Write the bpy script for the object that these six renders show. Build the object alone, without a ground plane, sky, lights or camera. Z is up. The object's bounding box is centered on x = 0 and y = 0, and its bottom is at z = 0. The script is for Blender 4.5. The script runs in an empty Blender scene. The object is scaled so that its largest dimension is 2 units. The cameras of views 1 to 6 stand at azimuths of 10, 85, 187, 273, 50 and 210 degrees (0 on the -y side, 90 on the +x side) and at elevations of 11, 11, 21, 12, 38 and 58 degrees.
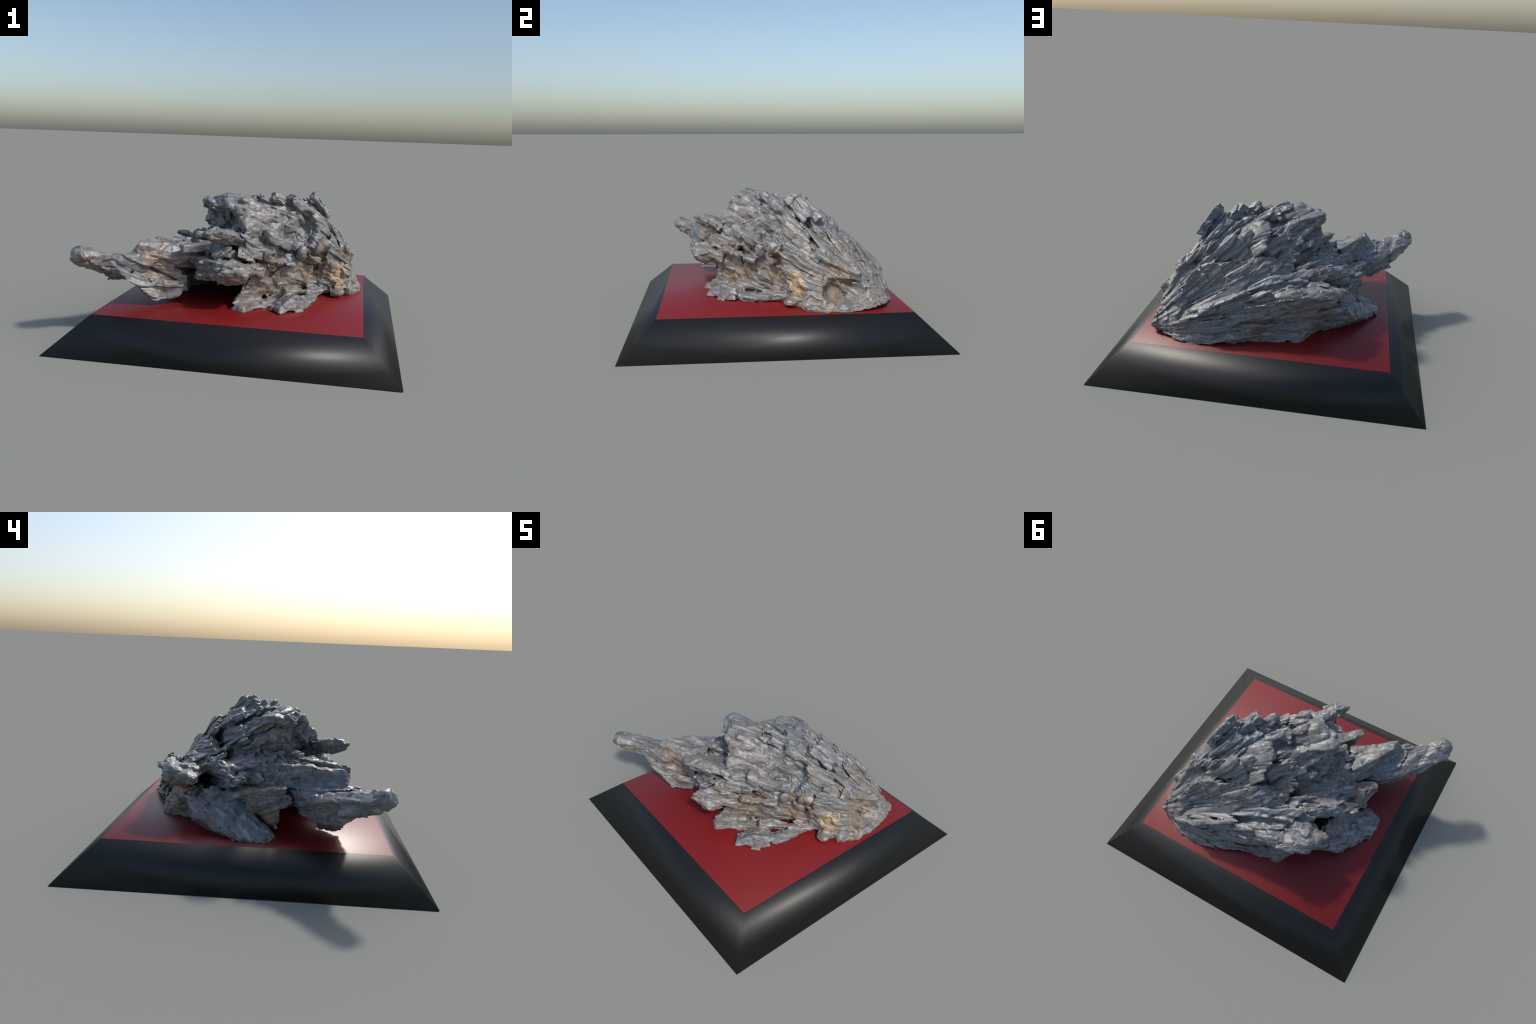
# A splintered, fan-shaped grey rock specimen resting on a black bevelled plinth
# with a red top panel.  The rock is described as a signed-distance model: a few
# convex lumps (the masses), many tapered blades that radiate from one corner
# (the splinters), a few hollows, and procedural fracture relief that follows
# the fan.  The model is polygonised once, and the single smooth surface is then
# separated by region into named parts whose borders coincide.
import bpy, bmesh, math
import numpy as np
from mathutils import Vector

rng = np.random.default_rng(41)
V = lambda *a: np.array(a, np.float32)

# ------------------------------------------------------------------ the field
H = 0.0050
LO = V(-0.985, -0.80, 0.180)
HI = V(0.800, 0.765, 0.965)
N = np.ceil((HI - LO) / H).astype(int) + 1
AX = [LO[i] + H * np.arange(N[i], dtype=np.float32) for i in range(3)]
FAR = 0.2
D = np.full(N, FAR, np.float32)           # distance
WF = np.zeros(N, np.float32)              # how fibrous the matter is here
LAB = np.zeros(N, np.int16)               # which part it belongs to
PARTS = ["rock_mass"]

FAN = V(0.80, 0.68, 0.20)                 # where all splinters radiate from
AXIS = V(-0.80, -0.52, 0.31); AXIS /= np.linalg.norm(AXIS)
E1 = np.cross(AXIS, V(0, 0, 1)); E1 /= np.linalg.norm(E1)
E2 = np.cross(E1, AXIS)


def unit(v):
    v = np.asarray(v, np.float32)
    return v / max(1e-9, float(np.linalg.norm(v)))


def part(name):
    PARTS.append(name)
    return len(PARTS) - 1


def window(lo, hi, pad):
    a = np.clip(np.floor((np.asarray(lo) - pad - LO) / H).astype(int), 0, N - 1)
    b = np.clip(np.ceil((np.asarray(hi) + pad - LO) / H).astype(int) + 1, 1, N)
    s = tuple(slice(int(i), int(j)) for i, j in zip(a, b))
    x = AX[0][s[0]][:, None, None]; y = AX[1][s[1]][None, :, None]; z = AX[2][s[2]][None, None, :]
    return s, x, y, z


def join(s, d, k, fibre, label):
    """Smooth union of distance d into the field."""
    old = D[s]
    h = np.clip(0.5 + 0.5 * (old - d) / k, 0, 1)
    WF[s] = WF[s] * (1 - h) + fibre * h
    lab = LAB[s]; lab[h > 0.5] = label
    D[s] = old * (1 - h) + d * h - k * h * (1 - h)


def hull_planes(points):
    bm = bmesh.new()
    for p in points:
        bm.verts.new([float(c) for c in p])
    bmesh.ops.convex_hull(bm, input=bm.verts)
    bm.normal_update()
    cen = np.mean(np.array(points), 0)
    out = []
    for f in bm.faces:
        n = np.array(f.normal); o = float(n @ np.array(f.verts[0].co))
        if n @ cen > o:
            n, o = -n, -o
        if not any(np.dot(n, m) > 0.9995 and abs(o - q) < 1e-3 for m, q in out):
            out.append((n, o))
    bm.free()
    return out


def lump(points, inset=0.012, k=0.03, fibre=1.0, label=0):
    """A rounded convex mass through the given points."""
    pts = np.array(points, np.float32)
    pl = hull_planes(pts)
    s, x, y, z = window(pts.min(0), pts.max(0), 0.05)
    m = None
    for n, o in pl:
        d = np.float32(n[0]) * x + np.float32(n[1]) * y + np.float32(n[2]) * z - np.float32(o)
        m = d if m is None else np.maximum(m, d)
    join(s, m + inset, k, fibre, label)


def ball(c, r, k=0.02, fibre=0.0, label=0, cut=False, turn=None):
    """An ellipsoid, added or hollowed out (turn: yaw in degrees)."""
    r = np.asarray(r, np.float32) * np.ones(3, np.float32)
    big = float(r.max())
    s, x, y, z = window(np.array(c) - big, np.array(c) + big, 0.05)
    dx, dy, dz = x - c[0], y - c[1], z - c[2]
    if turn:
        a = math.radians(turn); ca, sa = math.cos(a), math.sin(a)
        dx, dy = ca * dx + sa * dy, ca * dy - sa * dx
    q = np.sqrt((dx / r[0]) ** 2 + (dy / r[1]) ** 2 + (dz / r[2]) ** 2) + 1e-6
    g = np.sqrt((dx / r[0] ** 2) ** 2 + (dy / r[1] ** 2) ** 2 + (dz / r[2] ** 2) ** 2) + 1e-6
    d = q * (q - 1) / g
    if cut:
        old = D[s]
        h = np.clip(0.5 - 0.5 * (old + d) / k, 0, 1)
        D[s] = old * (1 - h) - d * h + k * h * (1 - h)
        WF[s] = WF[s] * (1 - 0.5 * h)
    else:
        join(s, np.minimum(d, FAR), k, fibre, label)


def groove(path, k=0.01):
    """A furrow hollowed out along a path of (x, y, z, radius)."""
    for p, q in zip(path, path[1:]):
        a, b = V(*p[:3]), V(*q[:3]); ab = b - a; big = max(p[3], q[3])
        s, x, y, z = window(np.minimum(a, b) - big, np.maximum(a, b) + big, 0.04)
        dx, dy, dz = x - a[0], y - a[1], z - a[2]
        t = np.clip((dx * ab[0] + dy * ab[1] + dz * ab[2]) / float(ab @ ab), 0, 1)
        d = np.sqrt((dx - t * ab[0]) ** 2 + (dy - t * ab[1]) ** 2 + (dz - t * ab[2]) ** 2) - (p[3] + t * (q[3] - p[3]))
        old = D[s]
        h = np.clip(0.5 - 0.5 * (old + d) / k, 0, 1)
        D[s] = old * (1 - h) - d * h + k * h * (1 - h)


def blade(tip, root, w, t, up=(0, 0.45, 0.9), k=0.006, fibre=0.45, label=0, r=0.008, slant=0.0, bend=0.0):
    """A tapered slab from root to tip. w, t: (root, tip) full width, thickness."""
    tip, root = np.asarray(tip, np.float32), np.asarray(root, np.float32)
    L = float(np.linalg.norm(tip - root)); d = (tip - root) / L
    n = np.asarray(up, np.float32); n = unit(n - d * (n @ d)); u = np.cross(n, d)
    w = w if isinstance(w, tuple) else (w, w); t = t if isinstance(t, tuple) else (t, t)
    pad = max(w + t) * 0.6
    s, x, y, z = window(np.minimum(tip, root) - pad, np.maximum(tip, root) + pad, 0.04)
    dx, dy, dz = x - root[0], y - root[1], z - root[2]
    a = dx * d[0] + dy * d[1] + dz * d[2]
    b = dx * u[0] + dy * u[1] + dz * u[2]
    c = dx * n[0] + dy * n[1] + dz * n[2]
    f = np.clip(a / L, 0, 1)
    c = c - bend * f * f
    hw = (w[0] + (w[1] - w[0]) * f) / 2; ht = (t[0] + (t[1] - t[0]) * f) / 2
    # rounded plan: the width closes in near the tip
    close = np.clip((f - 0.72) / 0.28, 0, 1); hw = hw * (1 - 0.35 * close * close)
    qa = np.abs(a - L / 2 + slant * b) - L / 2 + r
    qb = np.abs(b) - hw + r; qc = np.abs(c) - ht + r
    out = np.sqrt(np.maximum(qa, 0) ** 2 + np.maximum(qb, 0) ** 2 + np.maximum(qc, 0) ** 2)
    dd = out + np.minimum(np.maximum(np.maximum(qa, qb), qc), 0) - r
    join(s, np.minimum(dd, FAR), k, fibre, label)


def fan_root(tip, length):
    tip = np.asarray(tip, np.float32)
    return tip + unit(FAN - tip) * min(length, .5 * float(np.linalg.norm(FAN - tip)))


# ------------------------------------------------------------- the large masses
crown = part("crown_ridge")
apex = part("apex_corner")
north = part("upper_flank_ridge")
flank = part("lower_flank_ridge")
saddle = part("saddle")
spur = part("spur")
step = part("stepped_block")
shelf = part("shelf_slab")
southlump = part("side_slab")
foot = part("foot_wall")
apron = part("apron")
fblock = part("foot_block")

lump([(.42, .05, .880), (.27, -.05, .872), (.14, -.09, .872), (.06, -.11, .868), (-.08, -.18, .85), (-.23, -.10, .79), (.455, .10, .845),
      (.43, .1, .880), (.505, .2, .765), (.56, .32, .64), (.05, .24, .73), (.17, .27, .71), (.32, .28, .75), (-.04, -.25, .76),
      (.03, -.33, .65), (.18, -.26, .60), (.23, -.235, .53), (.42, -.03, .70), (.49, .01, .74), (.52, -.04, .57), (.55, .05, .66), (.34, -.13, .515), (.26, -.14, .42), (.45, .02, .32),
      (.55, .1, .32), (.58, .4, .4), (-.05, .25, .45), (-.2, -.1, .60), (-.1, -.25, .55)], .014, 0.02, 1.0, crown)
# the body under the brow, where most splinters of the saddle end
lump([(-.275, -.12, .825), (-.255, -.11, .74), (-.28, -.02, .69), (-.285, -.013, .635), (-.24, .04, .69), (-.255, .075, .60), (-.155, -.02, .80), (-.165, .06, .71),
      (-.07, .085, .725), (-.13, .14, .65), (.0, .1, .7), (0, .2, .55), (-.09, -.25, .82), (-.066, -.27, .735), (-.2, -.2, .62), (-.2, -.05, .55)], .014, .012, .9, part("brow_body"))
# stacked slabs between the two flank ridges
lump([(-.32, .176, .612), (-.388, .193, .607), (-.436, .102, .552), (-.53, .05, .545), (-.594, .058, .527), (-.59, .09, .505), (-.37, .285, .557), (-.35, .30, .53),
      (-.25, .18, .60), (-.22, .357, .54), (-.1, .3, .5), (-.3, .3, .45), (-.5, .1, .45), (-.58, .0, .47), (-.06, .41, .56), (-.1, .2, .55)], .008, .01, .9, part("middle_slab"))
# the crest slab of the upper flank ridge
lump([(.45, .46, .597), (.311, .412, .638), (.015, .288, .655), (-.1, .305, .577), (.2, .3, .55), (.02, .25, .58), (.3, .35, .55), (.62, .585, .325), (.0, .37, .55), (.3, .47, .55)],
     -.006, .006, .4, north)
# broad slabs that stand out of it
lump([(.41, .345, .724), (.317, .282, .758), (.172, .288, .72), (.19, .335, .68), (.45, .36, .68), (.52, .35, .66), (.56, .335, .643), (.60, .40, .55), (.40, .38, .64), (.3, .2, .62)],
     -.004, .008, .9, part("broad_slab"))
lump([(.068, .109, .808), (.14, .08, .83), (.04, .253, .74), (.05, .275, .70), (.174, .285, .69), (.3, .25, .72), (.32, .1, .74), (.1, .1, .70), (.45, .3, .6)], -.004, .008, 1.0, part("broad_slab"))
lump([(-.285, -.10, .838), (-.28, -.13, .815), (-.19, -.24, .80), (-.10, -.262, .83), (-.1, -.2, .885), (-.2, -.09, .845), (-.15, .0, .83), (0, -.1, .88),
      (-.1, -.1, .7), (.0, -.2, .75), (-.21, -.12, .74), (.1, .0, .80)], -.004, .008, .9, part("brow_slab"))
lump([(.70, .635, .27), (.705, .625, .24), (.6, .645, .24), (.555, .665, .28), (.525, .695, .2), (.662, .44, .435), (.675, .44, .415), (.755, .42, .2),
      (.745, .22, .2), (.61, .07, .2), (.5, .05, .22), (.61, .17, .43), (.61, .29, .51), (.56, .32, .63), (.44, .42, .57),
      (.53, -.03, .54), (.45, .05, .5), (.4, .4, .2), (.58, .10, .44), (.55, .05, .64), (.60, .06, .30), (.74, .25, .23)], 0.0, 0.015, 0.65, apex)
lump([(.44, .435, .585), (.31, .405, .625), (.015, .285, .645), (-.1, .31, .565), (-.06, .415, .565), (.64, .59, .275), (.42, .53, .44),
      (.3, .3, .35), (0, .2, .4), (-.2, .36, .5), (-.25, .2, .55), (.2, .2, .5), (.55, .45, .45), (.15, .49, .5), (.0, .25, .65), (.3, .36, .63)], 0.008, 0.015, 1.0, north)
lump([(.56, .67, .285), (.5, .678, .322), (.376, .632, .372), (.24, .612, .415), (.09, .607, .478), (-.04, .573, .538), (.525, .70, .2), (.4, .722, .2),
      (.2, .695, .2), (.11, .63, .2), (.4, .5, .42), (0, .35, .53), (.3, .4, .2), (-.1, .50, .38), (-.1, .588, .445), (0, .61, .42), (-.19, .562, .43)], -0.003, 0.012, 0.9, flank)
lump([(.09, .607, .478), (.015, .602, .457), (-.118, .588, .480), (-.233, .580, .523), (-.335, .552, .517), (-.405, .538, .512), (-.447, .507, .496), (-.482, .342, .482),
      (-.47, .345, .45), (-.42, .47, .415), (-.394, .512, .437), (-.327, .534, .428), (-.213, .546, .398), (-.09, .551, .376), (.04, .571, .372), (-.21, .556, .55), (-.31, .517, .54),
      (-.406, .482, .538), (-.3, .25, .52), (0, .35, .5), (-.08, .49, .545)], -0.004, 0.008, 0.55, flank)
lump([(.12, .62, .2), (-.215, .562, .195), (-.235, .54, .2), (-.225, .545, .24), (-.28, .46, .2), (-.285, .475, .26), (-.25, .45, .31), (-.16, .55, .31), (0, .56, .36),
      (.1, .4, .2), (-.1, .3, .3), (-.22, .475, .42), (-.34, .38, .2), (-.40, .33, .42), (-.2, .25, .2)], 0, 0.015, 0.6, flank)
lump([(-.34, .37, .2), (-.33, .40, .26), (-.485, .36, .36), (-.56, .315, .285), (-.5, .25, .2), (-.33, .40, .33), (-.45, .34, .42), (-.3, .3, .45), (-.3, .3, .2)],
     0.0, .015, .5, flank)
lump([(-.25, -.1, .65), (-.43, -.25, .55), (-.38, -.11, .59), (-.26, .07, .60), (-.3, .18, .59), (-.45, .1, .53), (-.5, -.05, .50),
      (-.5, -.08, .40), (-.42, .2, .42), (0, -.2, .5), (0, .2, .5), (-.05, -.36, .52), (.05, -.38, .5), (0, -.3, .42),
      (-.3, -.33, .46), (-.38, 0, .33), (-.2, .3, .35), (-.3, -.28, .6)], 0.012, 0.02, 1.0, saddle)
lump([(-.646, -.53, .506), (-.585, -.235, .47), (-.69, -.350, .47), (-.80, -.495, .475), (-.77, -.665, .53), (-.80, -.66, .53), (-.45, -.2, .46),
      (-.794, -.507, .345), (-.746, -.453, .338), (-.80, -.61, .43), (-.6, -.3, .30), (-.45, -.28, .35), (-.66, -.605, .41),
      (-.585, -.55, .5), (-.4, -.42, .5), (-.70, -.60, .48)], -0.006, 0.015, 0.55, spur)
lump([(-.575, -.582, .318), (-.51, -.55, .252), (-.47, -.535, .248), (-.5, -.39, .21), (-.38, -.435, .243), (-.325, -.406, .283),
      (-.34, -.41, .42), (-.66, -.605, .40), (-.6, -.56, .48), (-.45, -.44, .5), (-.6, -.4, .33), (-.42, -.34, .35), (-.40, -.42, .45)], 0.0, 0.015, 0.6, spur)
lump([(-.77, -.505, .468), (-.92, -.65, .50), (-.93, -.70, .55), (-.94, -.73, .52), (-.845, -.765, .53), (-.80, -.70, .53), (-.87, -.73, .58), (-.85, -.66, .575), (-.75, -.64, .53),
      (-.74, -.49, .465), (-.912, -.675, .455), (-.88, -.70, .46), (-.80, -.62, .42), (-.80, -.48, .385), (-.87, -.555, .495), (-.80, -.485, .478), (-.935, -.62, .518), (-.81, -.70, .495), (-.74, -.60, .42)], -0.006, 0.02, 0.3, spur)
ball((-.895, -.705, .535), (.052, .058, .052), 0.02, 0.1, spur)
ball((-.90, -.675, .475), (.03, .03, .03), 0.015, 0, spur)
lump([(-.585, -.515, .61), (-.575, -.42, .605), (-.42, -.255, .58), (-.65, -.53, .50), (-.61, -.41, .47), (-.45, -.21, .46),
      (-.41, -.41, .58), (-.585, -.54, .59), (-.3, -.33, .58), (-.3, -.4, .5), (-.6, -.56, .48), (-.415, -.14, .59), (-.48, -.28, .592)], 0.0, 0.006, 0.4, step)
# the tilted shelf low on the -x side, and the solid stone beneath it
lump([(-.49, .36, .368), (-.50, .355, .33), (-.568, .315, .285), (-.623, .22, .285), (-.69, .09, .2), (-.70, .05, .23), (-.715, -.09, .2), (-.69, -.08, .235),
      (-.6, -.165, .2), (-.58, -.115, .255), (-.45, .1, .42), (-.42, .28, .43), (-.40, .33, .2), (-.50, .25, .2), (-.59, .17, .2), (-.55, .0, .30), (-.3, .2, .2), (-.4, -.02, .2)],
     -0.002, 0.012, 0.2, shelf)
lump([(.007, -.467, .592), (.0, -.43, .605), (.09, -.40, .555), (.10, -.45, .50), (.01, -.49, .53), (.1, -.3, .56), (0, -.3, .57), (.1, -.32, .48)], -.004, .006, .7, southlump)
lump([(-.043, -.609, .527), (-.058, -.613, .48), (-.10, -.545, .365), (-.03, -.52, .365), (.09, -.567, .44), (.08, -.50, .46), (.06, -.45, .365), (.12, -.43, .48), (-.02, -.45, .52),
      (.08, -.25, .42), (-.05, -.3, .45), (-.1, -.45, .40)], -.002, .006, .8, southlump)
lump([(-.25, -.38, .385), (-.25, -.38, .42), (-.11, -.525, .517), (-.2, -.475, .50), (-.05, -.5, .50), (-.1, -.5, .37), (-.3, -.36, .50), (-.05, -.35, .52), (-.2, -.38, .40)],
     -.002, .006, .8, part("side_slab"))
lump([(.12, -.435, .475), (.10, -.40, .40), (.05, -.365, .30), (.0, -.41, .235), (.151, -.272, .346), (.17, -.26, .45), (.05, -.2, .3), (.1, -.2, .5), (.03, -.28, .22), (.211, -.208, .26),
      (.0, -.38, .22)], 0.0, 0.012, 0.35, foot)
lump([(.151, -.272, .346), (.211, -.208, .26), (.255, -.215, .435), (.36, -.10, .44), (.48, .02, .42), (.49, .04, .25), (.35, -.07, .25), (.05, -.2, .2), (.25, -.05, .2), (.3, 0, .5)],
     0.004, 0.012, 0.35, foot)
lump([(-.05, -.445, .2), (-.03, -.44, .222), (.06, -.495, .2), (.06, -.485, .225), (.14, -.4, .222), (.14, -.41, .2), (.22, -.22, .235), (.0, -.41, .238), (.05, -.37, .255), (.3, -.25, .2),
      (.45, .02, .21), (.2, -.1, .2)], 0.0, 0.03, 0.3, apron)
lump([(.2, -.42, .2), (.25, -.47, .2), (.29, -.495, .2), (.28, -.487, .237), (.36, -.397, .312), (.425, -.375, .2), (.468, -.28, .2), (.41, -.3, .28),
      (.31, -.34, .28), (.205, -.415, .235), (.33, -.42, .29)], 0.0, 0.01, 0.5, fblock)

# the thick slab on the -y shoulder, and the wall above the inner end of the shelf
shoulder = part("shoulder_slab")
lump([(-.10, -.25, .865), (-.09, -.27, .825), (-.02, -.298, .79), (.035, -.345, .76), (.05, -.388, .70), (.036, -.362, .648), (.107, -.288, .582), (.1, -.2, .6),
      (.10, -.22, .74), (.187, -.155, .752), (.2, -.1, .8), (.066, -.1, .88), (-.05, -.1, .8), (0, -.1, .6), (-.04, -.265, .70)], -.003, .01, .7, shoulder)
lump([(-.56, -.02, .47), (-.57, -.19, .455), (-.56, -.17, .38), (-.575, -.1, .35), (-.58, -.13, .25), (-.56, -.17, .2), (-.4, -.08, .2), (-.4, .1, .46), (-.4, -.17, .45),
      (-.5, .12, .42)], 0, .015, .6, saddle)

lump([(-.11, -.52, .515), (-.08, -.475, .565), (.0, -.465, .59), (-.2, -.42, .54), (-.25, -.37, .57), (-.05, -.35, .605), (-.2, -.3, .60), (-.1, -.45, .48)], .002, .01, .7, part("side_slab"))
# joints between the side, the foot and the corner
lump([(.0, -.38, .60), (.15, -.28, .60), (.225, -.245, .52), (.1, -.38, .5), (.1, -.2, .55), (-.05, -.3, .55), (.0, -.2, .6), (.2, -.2, .6)], .004, .015, .6, southlump)
lump([(.47, .05, .22), (.52, .05, .3), (.46, .0, .42), (.53, -.03, .45), (.55, .1, .4), (.42, .1, .3), (.48, .02, .22), (.50, .02, .35)], .002, .015, .5, apex)
lump([(.44, -.30, .2), (.462, -.25, .235), (.43, -.13, .2), (.44, -.1, .24), (.49, .04, .2), (.49, .03, .25), (.36, -.1, .2), (.36, -.25, .25), (.38, -.2, .27)], 0, .012, .6, part("foot_slab"))

# inner masses that carry the outer ones
lump([(-.44, .31, .44), (-.42, .2, .46), (-.505, .28, .40), (-.53, .18, .385), (-.4, .3, .38), (-.4, .15, .40)], 0, .015, .5, flank)
lump([(.0, -.25, .42), (.0, -.27, .6), (.2, -.18, .42), (.2, -.2, .60), (.22, -.23, .52), (.4, -.02, .3), (.38, -.08, .5), (.4, .0, .6), (0, .2, .38), (.0, .2, .6), (.4, .3, .3), (.4, .3, .55),
      (-.25, .0, .42), (-.25, 0, .55), (.1, -.25, .64)], 0, .02, .6, crown)
lump([(-.605, -.20, .47), (-.60, -.17, .43), (-.58, -.09, .39), (-.57, -.1, .48), (-.6, -.25, .46), (-.575, -.26, .40), (-.45, -.1, .4), (-.45, -.2, .37), (-.56, -.22, .35)],
     0, .012, .5, saddle)
lump([(-.68, -.50, .47), (-.66, -.42, .45), (-.62, -.54, .44), (-.25, -.25, .56), (-.25, -.25, .42), (-.28, -.38, .5), (-.35, -.05, .54), (-.4, -.1, .4),
      (-.55, -.45, .36)], 0, 0.03, 0.8, saddle)
lump([(.2, -.4, .21), (.4, -.35, .21), (.4, -.33, .26), (.25, -.38, .24), (.2, -.25, .21), (.4, -.2, .21), (.3, -.25, .28)], 0, 0.02, 0.5, fblock)

# ------------------------------------------------------------------- hollows
ball((-.17, -.26, .20), (.25, .21, .165), 0.03, cut=True, turn=25)
groove([(-.27, -.56, .36, .04), (-.31, -.42, .37, .05), (-.33, -.28, .33, .06)], .02)
ball((.735, .36, .325), (.115, .14, .08), 0.02, cut=True, turn=12)
ball((.39, -.08, .685), (.05, .12, .10), 0.035, cut=True, turn=10)
ball((.36, -.12, .62), (.05, .08, .05), 0.012, cut=True)
ball((-.46, -.235, .19), (.15, .055, .15), 0.015, cut=True)
ball((.31, -.15, .62), (.085, .085, .13), 0.02, cut=True, turn=40)
ball((.27, -.20, .52), (.06, .06, .05), 0.02, cut=True)
ball((.375, -.10, .67), (.06, .11, .11), 0.03, cut=True, turn=15)

ball((-.27, -.27, .715), (.10, .09, .05), 0.02, cut=True)
ball((.735, .36, .325), (.115, .14, .08), 0.02, cut=True, turn=12)
ball((.39, -.08, .685), (.05, .12, .10), 0.035, cut=True, turn=10)
ball((.36, -.12, .62), (.05, .08, .05), 0.012, cut=True)
ball((-.46, -.235, .19), (.15, .055, .15), 0.015, cut=True)
ball((.31, -.12, .62), (.07, .07, .11), 0.02, cut=True, turn=40)
ball((-.10, .21, .605), (.10, .026, .06), 0.012, cut=True, turn=20)
ball((.12, .298, .662), (.12, .022, .028), 0.01, cut=True, turn=21)
ball((.03, .10, .745), (.09, .024, .05), 0.012, cut=True, turn=37)
ball((.27, -.155, .74), (.05, .09, .08), 0.015, cut=True, turn=-20)
ball((.29, .07, .85), (.07, .06, .055), 0.02, cut=True)

groove([(-.60, -.615, .43, .015), (-.47, -.50, .425, .045), (-.34, -.44, .41, .05)], .02)
ball((.335, -.19, .40), (.08, .065, .065), 0.02, cut=True, turn=45)
groove([(.50, .650, .345, .012), (.20, .560, .430, .034), (-.05, .485, .530, .040), (-.22, .420, .545, .038)])
groove([(.52, .435, .575, .008), (.30, .362, .668, .014), (.10, .288, .68, .020), (-.10, .215, .635, .03)])
groove([(.66, .56, .385, .008), (.535, .458, .515, .015), (.47, .385, .61, .012)])
groove([(.60, .20, .55, .01), (.475, .19, .64, .018), (.45, .13, .76, .01)])
groove([(.42, .23, .83, .01), (.30, .14, .855, .025), (.22, .08, .845, .025)])
groove([(.45, .28, .71, .008), (.30, .24, .775, .015), (.16, .19, .79, .02)])

# ----------------------------------------------------------- the named blades
def fan_blade(name, tip, length, w, t, **kw):
    blade(tip, fan_root(tip, length), w, t, label=part(name), **kw)

NU = (-.15, .5, .8)
for tip, L, w, t, up in [
    ((-.275, -.105, .815), .45, (.12, .085), (.07, .04), NU), ((-.18, -.22, .80), .35, (.10, .06), (.06, .045), NU),
    ((-.10, -.22, .868), .32, (.09, .075), (.06, .035), NU), ((-.02, -.25, .865), .28, (.08, .06), (.06, .04), NU),
    ((.400, .03, .884), .22, .09, (.075, .06), (1, .2, .3)), ((.270, -.062, .883), .25, .10, (.08, .065), (.6, .5, .4)),
    ((.160, -.11, .883), .28, .09, (.075, .06), (.2, .7, .5)), ((.082, -.13, .886), .34, .06, (.05, .03), NU),
    ((.415, .10, .882), .22, .075, (.07, .055), (1, .2, .3)), ((.066, -.072, .88), .3, .06, .04, NU),
    ((.174, .28, .705), .34, (.10, .14), (.06, .035), NU), ((.068, .109, .795), .36, (.10, .10), (.06, .04), NU),
    ((.044, .25, .725), .30, (.08, .09), (.05, .04), NU), ((-.321, .17, .600), .42, (.08, .06), (.06, .04), NU),
    ((-.388, .19, .60), .3, .05, .03, NU), ((-.436, .102, .545), .24, .05, .03, NU),
    ((-.585, .055, .51), .40, (.11, .085), (.07, .045), (0, .3, .95)), ((-.366, .28, .545), .30, (.07, .05), .035, NU),
    ((-.478, .345, .472), .42, (.13, .10), (.07, .04), (0, .25, .97)), ((-.605, -.20, .47), .36, (.08, .075), (.06, .04), (0, .2, .98)),
    ((-.575, -.08, .38), .30, .07, .05, NU), ((-.499, -.03, .59), .34, (.06, .03), .025, (.2, -.5, .8)),
    ((-.25, -.1, .655), .34, .07, .04, NU), ((-.267, -.108, .715), .36, .07, .045, NU), ((-.44, -.206, .53), .34, .06, .035, NU),
    ((-.258, .074, .59), .3, .07, .03, NU), ((-.287, -.271, .62), .22, .045, .03, NU), ((-.384, -.256, .59), .28, .055, .04, NU),
    ((-.324, -.169, .632), .3, .05, .035, NU), ((-.37, -.03, .575), .3, .08, .03, NU), ((-.17, .16, .63), .34, .07, .035, NU),
    ((-.06, .02, .745), .34, .08, .04, NU), ((-.15, .05, .69), .3, .07, .035, NU),
    ((-.282, -.12, .825), .45, (.15, .11), (.06, .05), NU), ((-.157, -.026, .797), .3, .06, .03, NU), ((-.282, -.018, .685), .4, (.12, .10), (.06, .045), NU),
    ((-.288, -.012, .632), .3, .07, .03, NU), ((-.167, .061, .702), .3, .065, .04, NU), ((-.071, .085, .718), .3, .065, .04, NU), ((-.134, .142, .648), .3, .055, .03, NU),
    ((-.262, .077, .592), .32, .075, .025, NU), ((-.105, -.23, .86), .36, (.09, .08), (.06, .045), NU), ((.026, -.067, .857), .3, .05, .04, NU), ((.066, -.018, .857), .3, .045, .035, NU),
    ((.081, -.142, .876), .3, .06, .045, NU), ((-.296, -.269, .628), .22, .05, .04, NU), ((-.365, -.12, .608), .3, .075, .03, NU), ((-.438, -.209, .528), .3, .06, .03, NU),
    ((-.245, .04, .69), .3, .06, .04, NU),
]:
    fan_blade("crystal_blade", tip, L, w, t, up=up)

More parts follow.
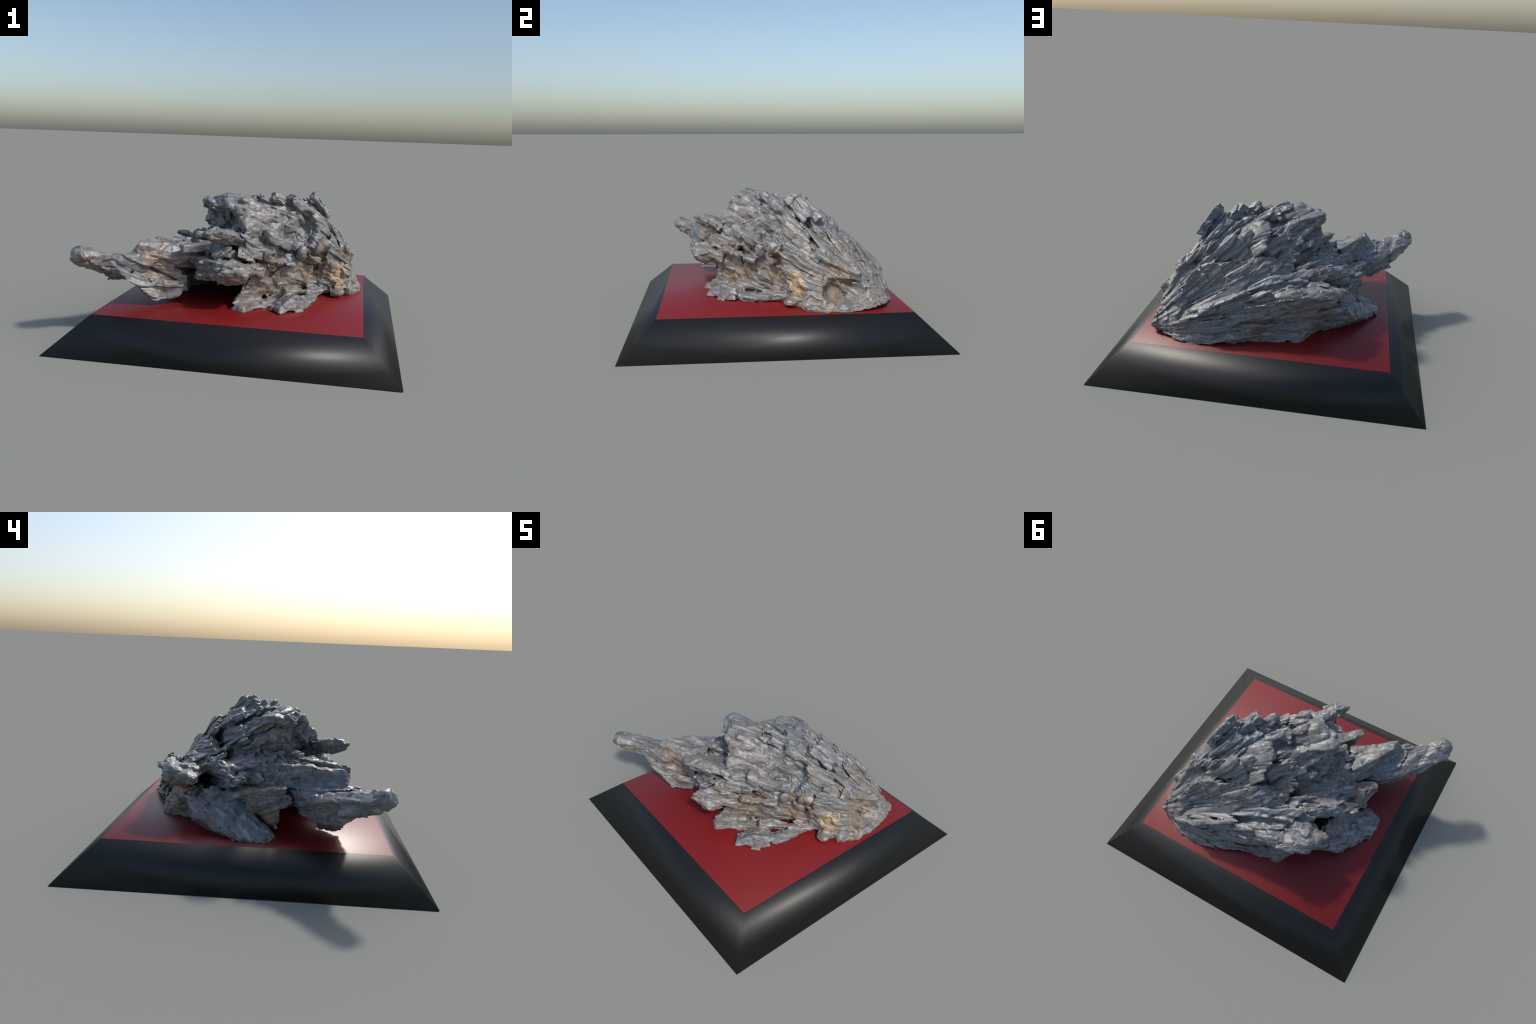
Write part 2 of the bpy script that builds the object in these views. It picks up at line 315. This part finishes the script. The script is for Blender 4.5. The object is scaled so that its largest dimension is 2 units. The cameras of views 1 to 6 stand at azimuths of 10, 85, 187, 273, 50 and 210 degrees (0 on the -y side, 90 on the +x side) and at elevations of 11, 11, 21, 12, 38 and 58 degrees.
SU = (-.1, -.5, .85)
lump([(-.17, -.57, .697), (-.15, -.588, .69), (-.168, -.58, .665), (-.185, -.55, .685), (-.13, -.56, .650), (-.12, -.48, .71), (-.06, -.535, .692), (.02, -.34, .67), (.06, -.40, .62), (-.05, -.33, .67), (-.1, -.47, .61),
      (.0, -.38, .585)], -.004, .008, .25, part("finger_blade"))
blade((-.335, -.49, .565), (-.1, -.22, .56), (.10, .08), (.07, .05), up=(0, 0, 1), label=part("crystal_blade"))
blade((-.30, -.283, .625), (-.05, -.1, .6), .055, .035, up=(0, -.2, 1), label=part("crystal_blade"), fibre=.2)
for tip, L, w, t, up in [
    ((.16, -.29, .65), .30, (.12, .09), (.06, .045), SU), ((.03, -.35, .64), .34, (.12, .12), (.07, .05), (-.2, -.75, .6)),
    ((.195, -.372, .512), .26, (.06, .055), (.035, .035), SU), ((.079, -.355, .605), .3, (.06, .05), (.05, .03), (-.3, -.8, .3)),
    ((.107, -.282, .58), .2, .08, .04, SU), ((-.03, -.27, .765), .3, (.1, .1), (.07, .05), (-.2, -.7, .65)),
    ((-.045, -.31, .70), .3, (.1, .09), (.06, .05), (-.2, -.75, .6)), ((-.03, -.595, .50), .3, (.10, .08), (.05, .045), SU),
    ((-.08, -.52, .41), .3, (.1, .1), (.05, .05), SU), ((.05, -.41, .565), .2, (.09, .085), (.07, .06), SU),
    ((-.24, -.455, .40), .25, .06, .04, SU), ((-.19, -.40, .52), .25, .08, .04, SU),
]:
    fan_blade("crystal_blade", tip, L, w, t, up=up)
blade((.275, -.275, .297), (.49, .03, .245), (.06, .075), (.035, .05), up=(.3, -.2, .9), label=part("foot_slab"), fibre=.5)
blade((.15, -.37, .225), (.46, .0, .235), (.06, .06), .03, up=(0, 0, 1), label=apron, fibre=.5)

blade((.69, .465, .42), (.585, .20, .545), (.08, .05), .04, up=(.8, 0, .6), label=part('lip_slab'), fibre=.7)
# lumps on the +x face
lumps = part("pebble_lump")
pale = part("pale_lump")
knob = part("white_knob")
lump([(.625, .08, .37), (.61, .12, .35), (.59, .04, .38), (.615, .07, .30), (.56, .06, .30), (.54, .1, .4), (.60, .11, .29)], -.006, .02, 0, pale)
lump([(.545, -.075, .585), (.55, -.02, .57), (.46, -.10, .545), (.44, -.02, .60), (.53, -.06, .525), (.45, -.10, .49), (.5, 0, .52), (.40, -.06, .50), (.5, -.06, .62)], 0, .015, .1, knob)
blade((.465, -.09, .475), (.42, .0, .52), .10, .035, up=(.5, -.6, .4), label=knob, fibre=.1)
ball((.618, .172, .428), .016, 0.006, 0, part("pearl_grain"))
for c, r in [((.60, .045, .235), .035), ((.68, .15, .225), .04), ((.72, .25, .215), .04), ((.73, .36, .21), .035), ((.665, .355, .33), .025),
             ((.64, .25, .26), .04), ((.61, .285, .515), .03), ((.665, .445, .43), .03), ((.47, .06, .24), .03),
             ((.30, -.13, .60), .03), ((.37, -.13, .53), .035)]:
    ball(c, np.array([r, r, r]) * rng.uniform(.6, 1.4, 3), 0.03, 0, lumps, turn=float(rng.uniform(0, 180)))

# ------------------------------------------- small splinters over the fan surface
cand = np.argwhere((np.abs(D) < H * .6) & (WF > .55))
cand = cand[rng.permutation(len(cand))]
chosen = []
for c in cand:
    p = LO + H * c
    if p[2] < .30 or p[0] < -.5 or p[0] > .36 or (len(chosen) and np.min(np.linalg.norm(np.array(chosen) - p, axis=1)) < .046):
        continue
    chosen.append(p)
    if len(chosen) >= 170:
        break
for p in chosen:
    i = np.clip(((p - LO) / H).astype(int), 1, N - 2)
    g = unit([D[i[0] + 1, i[1], i[2]] - D[i[0] - 1, i[1], i[2]], D[i[0], i[1] + 1, i[2]] - D[i[0], i[1] - 1, i[2]],
              D[i[0], i[1], i[2] + 1] - D[i[0], i[1], i[2] - 1]])
    d = unit(p - FAN)
    if g[2] < -.35 or g[0] > .55 or np.linalg.norm(p - FAN) < .36:
        continue
    end_on = abs(float(g @ d)) > .6
    L = min(rng.uniform(.16, .34), .45 * float(np.linalg.norm(p - FAN))); w = rng.uniform(.035, .085); t = rng.uniform(.018, .034)
    if end_on:
        w *= .7
    tip = p + g * (rng.uniform(-.006, .012) if not end_on else rng.uniform(.0, .02)) - g * t * .3 + d * rng.uniform(0, .02)
    root = tip - unit(d + g * rng.uniform(-.02, .22)) * L
    blade(tip, root, (w * 1.3, w * rng.uniform(.6, 1)), (t * 1.4, t), up=unit(g + .35 * rng.normal(size=3)), k=.005, fibre=.7,
          label=part("crystal_splinter"), r=.005, slant=rng.uniform(-.5, .5))


# ------------------------------------------------------- relief that follows the fan
def hash3(i, j, k, n):
    u = np.uint32
    h = i.astype(u) * u(374761393) + j.astype(u) * u(668265263) + k.astype(u) * u(2147483647) + u(n * 1274126177 & 0xFFFFFFFF)
    h = (h ^ (h >> u(13))) * u(1274126177)
    h = (h ^ (h >> u(16))) * u(2246822519)
    return ((h ^ (h >> u(15))) & u(0xFFFFFF)).astype(np.float32) * np.float32(1 / 0xFFFFFF)


def noise(q, seed):
    i = np.floor(q).astype(np.int32); f = (q - i).astype(np.float32); f = f * f * (3 - 2 * f)
    out = np.zeros(len(q), np.float32)
    for a in (0, 1):
        wa = f[:, 0] if a else 1 - f[:, 0]
        for b in (0, 1):
            wb = wa * (f[:, 1] if b else 1 - f[:, 1])
            for c in (0, 1):
                out += wb * (f[:, 2] if c else 1 - f[:, 2]) * hash3(i[:, 0] + a, i[:, 1] + b, i[:, 2] + c, seed)
    return out * 2 - 1


def cells(q, seed):
    """Voronoi: nearest, second nearest, a random value per cell, offset from its point."""
    i = np.floor(q).astype(np.int32)
    f1 = np.full(len(q), 9, np.float32); f2 = f1.copy(); val = np.zeros(len(q), np.float32); off = np.zeros((len(q), 3), np.float32)
    for a in (-1, 0, 1):
        for b in (-1, 0, 1):
            for c in (-1, 0, 1):
                ci, cj, ck = i[:, 0] + a, i[:, 1] + b, i[:, 2] + c
                v = np.stack([q[:, 0] - ci - hash3(ci, cj, ck, seed), q[:, 1] - cj - hash3(ci, cj, ck, seed + 1), q[:, 2] - ck - hash3(ci, cj, ck, seed + 2)], 1)
                dd = (v * v).sum(1)
                near = dd < f1
                f2 = np.where(near, f1, np.minimum(f2, dd)); val[near] = hash3(ci, cj, ck, seed + 3)[near]
                off[near] = v[near]
                f1 = np.minimum(f1, dd)
    return np.sqrt(f1), np.sqrt(f2), val, off


def fan_coords(p):
    v = p - FAN; r = np.linalg.norm(v, axis=1) + 1e-6; v = v / r[:, None]
    s = 1.3 + v @ AXIS
    return (v @ E1) / s * 2.3, (v @ E2) / s * 2.3, r


def relief(p, wf):
    e1, e2, r = fan_coords(p)
    wob = p * 7
    spread = np.clip(r / 1.0, 1, 2.6) ** .8      # far out the splinters run side by side rather than widen
    a, b = (e1 + noise(wob, 5) * .014) * spread, (e2 + noise(wob, 6) * .014) * spread
    # splinters as overlapping tiles: each cell has its own height and tilt and drops off at its outer end
    f1, f2, val, o = cells(np.stack([a * 8, b * 15, r * 1.9], 1), 11)
    th = val * 40
    big = (val - .5) * .030 + .016 * (o[:, 0] * np.cos(th) + o[:, 1] * np.sin(th)) + .012 * o[:, 2] - .009 * np.exp(-((f2 - f1) / .07) ** 2)
    g1, g2, val2, o2 = cells(np.stack([a * 18, b * 32, r * 2.6], 1), 31)
    mid = (val2 - .5) * .011 + .006 * (o2[:, 1] * np.sin(val2 * 40) + o2[:, 2]) - .003 * np.exp(-((g2 - g1) / .12) ** 2)
    fine = .0026 * noise(np.stack([a * 75, b * 95, r * 8], 1), 51)
    h1, h2, val3, o3 = cells(p * 12.5 + noise(p * 20, 60)[:, None] * .12, 71)
    chunk = (val3 - .5) * .026 + .018 * (o3[:, 0] * np.cos(val3 * 40) + o3[:, 2] * np.sin(val3 * 40)) - .004 * np.exp(-((h2 - h1) / .12) ** 2) + .012 * noise(p * 16, 81)
    grain = .0020 * noise(p * 42, 91) + .0012 * noise(p * 95, 92)
    # broken, lumpy ends on the -y side; long fibres elsewhere; finer towards the corner
    end = np.clip((-.10 + .35 * (p[:, 0] - .2) - p[:, 1]) / .12, 0, 1) * (p[:, 0] > -.32)
    w = np.clip(wf, 0, 1) * (1 - .55 * end)
    fade = np.clip((r - .12) / .5, 0, 1); fade = .35 + .65 * fade
    return fade * w * (big + .75 * mid - .002) + (.35 + .65 * w) * fine * fade + (1 - w) * .7 * chunk + w * .12 * chunk + grain


band = np.abs(D) < .040
idx = np.argwhere(band)
vals = np.empty(len(idx), np.float32)
for s in range(0, len(idx), 400000):
    q = idx[s:s + 400000]
    vals[s:s + 400000] = relief((LO + H * q).astype(np.float32), WF[tuple(q.T)])
D[band] -= vals
# the rock is cut flat where it lies on the panel
D = np.maximum(D, (0.1985 - AX[2])[None, None, :])
D[0], D[-1], D[:, 0], D[:, -1], D[:, :, 0], D[:, :, -1] = (FAR,) * 6


# ----------------------------------------------------------------- polygonise
def surface_net(D):
    neg = D < 0
    c = [slice(None, -1), slice(1, None)]
    cnt = np.zeros(np.array(D.shape) - 1, np.int8)
    for a in c:
        for b in c:
            for e in c:
                cnt += neg[a, b, e]
    act = np.argwhere((cnt > 0) & (cnt < 8))
    ids = np.full(cnt.shape, -1, np.int32); ids[tuple(act.T)] = np.arange(len(act), dtype=np.int32)
    corner = np.array([[i >> 2 & 1, i >> 1 & 1, i & 1] for i in range(8)])
    val = np.stack([D[tuple((act + o).T)] for o in corner], 1)
    acc = np.zeros((len(act), 3), np.float32); k = np.zeros(len(act), np.float32)
    for i in range(8):
        for j in range(i + 1, 8):
            if np.abs(corner[i] - corner[j]).sum() == 1:
                m = (val[:, i] < 0) != (val[:, j] < 0)
                t = val[m, i] / (val[m, i] - val[m, j])
                acc[m] += corner[i] + t[:, None] * (corner[j] - corner[i]); k[m] += 1
    verts = LO + H * (act + acc / k[:, None])
    quads = []
    for ax in range(3):
        o1, o2 = [(1, 2), (2, 0), (0, 1)][ax]
        s0 = [slice(1, -1)] * 3; s1 = [slice(1, -1)] * 3
        s0[ax] = slice(0, -1); s1[ax] = slice(1, None)
        a, b = neg[tuple(s0)], neg[tuple(s1)]
        e = np.argwhere(a != b)
        flip = a[tuple(e.T)]
        e = e + np.array([0 if i == ax else 1 for i in range(3)])
        d1 = np.zeros(3, int); d1[o1] = 1; d2 = np.zeros(3, int); d2[o2] = 1
        q = np.stack([ids[tuple((e - d1 - d2).T)], ids[tuple((e - d2).T)], ids[tuple(e.T)], ids[tuple((e - d1).T)]], 1)
        q[~flip] = q[~flip][:, ::-1]
        quads.append(q)
    return verts.astype(np.float32), np.concatenate(quads), act


verts, quads, act = surface_net(D)
vlab = LAB[tuple(act.T)].astype(np.int32)
# keep only the one connected piece
lab = np.arange(len(verts))
edges = np.concatenate([quads[:, [0, 1]], quads[:, [1, 2]], quads[:, [2, 3]]])
while True:
    m = np.minimum(lab[edges[:, 0]], lab[edges[:, 1]]); new = lab.copy()
    np.minimum.at(new, edges[:, 0], m); np.minimum.at(new, edges[:, 1], m)
    new = new[new]
    if (new == lab).all():
        break
    lab = new
main = np.bincount(lab).argmax()
keepv = lab == main
remap = np.cumsum(keepv) - 1
quads = remap[quads[keepv[quads[:, 0]]]]; verts = verts[keepv]; vlab = vlab[keepv]
# one light relaxation takes off the grid stairs
nb = np.zeros_like(verts); kk = np.zeros(len(verts), np.float32)
for a, b in ((0, 1), (1, 2), (2, 3), (3, 0)):
    for s, t in ((a, b), (b, a)):
        for ax in range(3):
            nb[:, ax] += np.bincount(quads[:, s], verts[quads[:, t], ax], len(verts))
        kk += np.bincount(quads[:, s], minlength=len(verts))
verts = verts + .45 * (nb / kk[:, None] - verts)
fn = np.cross(verts[quads[:, 2]] - verts[quads[:, 0]], verts[quads[:, 3]] - verts[quads[:, 1]])
vn = np.zeros_like(verts)
for c in range(4):
    for ax in range(3):
        vn[:, ax] += np.bincount(quads[:, c], fn[:, ax], len(verts))
vn /= np.linalg.norm(vn, axis=1)[:, None] + 1e-9


# ------------------------------------------------------------------- materials
def new_material(name):
    m = bpy.data.materials.new(name); m.use_nodes = True
    nt = m.node_tree
    return m, nt, nt.nodes["Principled BSDF"]


class Graph:
    def __init__(self, nt):
        self.nt = nt
        self.co = nt.nodes.new("ShaderNodeTexCoord").outputs["Object"]

    def link(self, a, b):
        self.nt.links.new(a, b)

    def put(self, sock, v):
        if hasattr(v, "is_output"):
            self.link(v, sock)
        else:
            sock.default_value = v

    def math(self, op, a, b=0.0, clamp=False):
        n = self.nt.nodes.new("ShaderNodeMath"); n.operation = op; n.use_clamp = clamp
        self.put(n.inputs[0], a); self.put(n.inputs[1], b)
        return n.outputs[0]

    def noise(self, scale, detail=4, rough=.55, co=None, dist=0.0):
        n = self.nt.nodes.new("ShaderNodeTexNoise")
        n.inputs["Scale"].default_value, n.inputs["Detail"].default_value = scale, detail
        n.inputs["Roughness"].default_value, n.inputs["Distortion"].default_value = rough, dist
        self.link(co or self.co, n.inputs["Vector"])
        return n.outputs[0]

    def step(self, v, lo, hi):
        n = self.nt.nodes.new("ShaderNodeMapRange"); n.interpolation_type = "SMOOTHSTEP"
        self.put(n.inputs[0], v); n.inputs[1].default_value, n.inputs[2].default_value = lo, hi
        return n.outputs[0]

    def mix(self, f, a, b, mode="MIX"):
        n = self.nt.nodes.new("ShaderNodeMix"); n.data_type = "RGBA"; n.blend_type = mode
        self.put(n.inputs[0], f)
        for s, v in ((n.inputs[6], a), (n.inputs[7], b)):
            self.put(s, v if hasattr(v, "is_output") else (*v, 1))
        return n.outputs[2]

    def vec(self, op, a, b):
        n = self.nt.nodes.new("ShaderNodeVectorMath"); n.operation = op
        self.put(n.inputs[0], a); self.put(n.inputs[1], b)
        return n.outputs["Value"] if op in ("DISTANCE", "LENGTH", "DOT_PRODUCT") else n.outputs[0]

    def near(self, spots, wobble, soft):
        """1 near any of the spots (centre, radius), with a ragged border."""
        total = None
        for c, r in spots:
            d = self.vec("DISTANCE", self.co, c)
            v = self.math("SUBTRACT", 1.0, self.math("DIVIDE", d, r))
            total = v if total is None else self.math("MAXIMUM", total, v)
        return self.step(self.math("ADD", total, self.math("MULTIPLY", self.math("SUBTRACT", wobble, .5), 1.6)), -soft, soft)


rock, nt, bs = new_material("grey_fibrous_stone")
g = Graph(nt)
# coordinates stretched along the fan: direction from the fan point, and range
rel = g.vec("SUBTRACT", g.co, tuple(float(c) for c in FAN))
dirn = g.vec("NORMALIZE", rel, (0, 0, 0))
length = g.vec("LENGTH", rel, (0, 0, 0))
comb = nt.nodes.new("ShaderNodeCombineXYZ")
g.put(comb.inputs[0], g.math("MULTIPLY", length, .14)); g.put(comb.inputs[1], g.math("MULTIPLY", length, .14))
fan = g.vec("ADD", dirn, comb.outputs[0])
fibre = g.noise(42, 4, .6, fan)
broad = g.noise(5.5, 3, .5)
mott = g.noise(22, 5, .62)
speck = g.noise(85, 2, .5)
col = g.mix(g.step(broad, .36, .66), (.152, .157, .165), (.172, .157, .140))
col = g.mix(g.math("MULTIPLY", g.step(fibre, .50, .70), .65), col, (.37, .385, .405))  # pale streaks paint bright highlights and bluish sky sheen onto the blades
col = g.mix(g.math("MULTIPLY", g.step(fibre, .48, .30), .7), col, (.045, .041, .038))  # crevice shade darkened into the colour along the fibres
col = g.mix(g.math("MULTIPLY", g.step(mott, .58, .74), .55), col, (.38, .375, .365))
tan = g.near([((.18, -.28, .38), .15), ((.45, -.05, .40), .13), ((.66, .30, .36), .13), ((-.45, -.45, .42), .10), ((-.28, .47, .34), .13),
              ((-.45, -.10, .36), .14), ((.0, -.52, .39), .06), ((.45, -.05, .84), .05), ((.05, .50, .30), .14), ((-.55, -.5, .5), .06)], g.noise(14, 4, .6), .30)
col = g.mix(g.math("MULTIPLY", tan, .5), col, g.mix(g.step(mott, .35, .6), (.12, .080, .048), (.25, .165, .095)))
cream = g.near([((.600, .085, .345), .075), ((.735, .27, .225), .030), ((.66, .14, .22), .02), ((.70, .32, .26), .022), ((.50, -.08, .575), .035), ((.62, .172, .428), .02)],
               g.noise(30, 3), .22)
col = g.mix(g.math('MULTIPLY', cream, .8), col, g.mix(g.step(g.noise(24, 3), .4, .62), (.26, .175, .09), (.44, .345, .235)))
chalk = g.near([((.535, -.065, .585), .028)], g.noise(40, 3), .2)
col = g.mix(chalk, col, (.36, .345, .325))
col = g.mix(g.near([((.535, -.072, .582), .011)], g.noise(40, 2), .2), col, (.35, .06, .05))
flake = g.math("MULTIPLY", g.step(speck, .70, .76), g.near([((.71, .52, .30), .22)], g.noise(9, 2), .5))
col = g.mix(flake, col, (.75, .73, .70))
g.link(col, bs.inputs["Base Color"])
g.put(bs.inputs["Roughness"], g.math("ADD", .30, g.math("MULTIPLY", mott, .24)))
bs.inputs["Specular IOR Level"].default_value = .56
bmp = nt.nodes.new("ShaderNodeBump"); bmp.inputs["Strength"].default_value = .65; bmp.inputs["Distance"].default_value = .004
g.put(bmp.inputs["Height"], g.math("ADD", g.math("MULTIPLY", fibre, .7), g.math("MULTIPLY", g.noise(70, 5, .6), .6)))
g.link(bmp.outputs[0], bs.inputs["Normal"])

black, nt, bs = new_material("black_lacquer")
bs.inputs["Base Color"].default_value = (.006, .006, .006, 1)
bs.inputs["Roughness"].default_value = .46
red, nt, bs = new_material("red_lacquer")
bs.inputs["Base Color"].default_value = (.165, .007, .007, 1)
bs.inputs["Roughness"].default_value = .42

# --------------------------------------------------------------------- objects
col_ = bpy.context.scene.collection
top = bpy.data.objects.new("mounted_rock_specimen", None)
top.empty_display_size = .1
col_.objects.link(top)
top["label"] = "splintered grey fan-shaped rock on a black plinth with red top"
top["category"] = "mineral specimen"


def mesh_object(name, v, f, mat, parent, normals=None):
    me = bpy.data.meshes.new(name)
    me.from_pydata([tuple(map(float, p)) for p in v], [], [tuple(map(int, q)) for q in f])
    me.materials.append(mat)
    me.shade_smooth()
    if normals is not None:
        me.normals_split_custom_set_from_vertices([tuple(map(float, n)) for n in normals])
    o = bpy.data.objects.new(name, me)
    col_.objects.link(o); o.parent = parent
    return o


# plinth: a low frustum with soft, rounded-looking shading across its flanks
B, T, HT, RIM = 1.0, .786, .2, .012
def ring(s, z):
    return [(-s, -s, z), (s, -s, z), (s, s, z), (-s, s, z)]
tn = Vector((.287, .287, .914)).normalized(); bn = Vector((.69, .69, -.21)).normalized()
sg = ((-1, -1), (1, -1), (1, 1), (-1, 1))
pv = ring(B, 0) + ring(T, HT) + ring(T, HT - RIM)
pf = [(0, 3, 2, 1)]
for i in range(4):
    j = (i + 1) % 4
    pf += [(i, j, 4 + j), (i, 4 + j, 4 + i)]
pf += [(4, 5, 9, 8), (5, 6, 10, 9), (6, 7, 11, 10), (7, 4, 8, 11), (8, 9, 10, 11)]
pme = bpy.data.meshes.new("plinth")
pme.from_pydata(pv, [], pf); pme.materials.append(black); pme.shade_smooth()
ln = []
for p in pme.polygons:
    flat = p.index == 0 or p.index > 8
    for vi in p.vertices:
        x, y = sg[vi % 4]
        n = p.normal if flat else ((bn if vi < 4 else tn) * 1.0)
        ln.append(tuple(n) if flat else (n.x * x, n.y * y, n.z))
pme.normals_split_custom_set(ln)
plinth = bpy.data.objects.new("plinth", pme); col_.objects.link(plinth); plinth.parent = top

e = .0006
rv = ring(T - e, HT - RIM + .001) + ring(T - e, HT)
rf = [(0, 3, 2, 1), (4, 5, 6, 7)] + [(i, (i + 1) % 4, 4 + (i + 1) % 4, 4 + i) for i in range(4)]
rme = bpy.data.meshes.new("red_panel")
rme.from_pydata(rv, [], rf); rme.materials.append(red); rme.shade_smooth()
ln = []
for p in rme.polygons:
    for vi in p.vertices:
        x, y = sg[vi % 4]
        ln.append((tn.x * x, tn.y * y, tn.z) if p.index == 1 else tuple(p.normal))
rme.normals_split_custom_set(ln)
panel = bpy.data.objects.new("red_panel", rme); col_.objects.link(panel); panel.parent = plinth

# the rock: one surface, separated by region
flab = np.sort(vlab[quads], axis=1)[:, 1]
count = np.bincount(flab, minlength=len(PARTS))
small = count < 120                       # slivers, and the body of the fan itself, stay with the rock
small[[crown, saddle]] = True
flab = np.where(small[flab], 0, flab)
rock_root = None
order = np.argsort(flab, kind="stable"); bounds = np.searchsorted(flab[order], np.arange(len(PARTS) + 1))
rock_parent = None
for li, name in enumerate(PARTS):
    fs = quads[order[bounds[li]:bounds[li + 1]]]
    if not len(fs):
        continue
    used, inv = np.unique(fs, return_inverse=True)
    o = mesh_object("rock" if rock_parent is None else name, verts[used], inv.reshape(-1, 4), rock, rock_parent or top, vn[used])
    if rock_parent is None:
        rock_parent = o
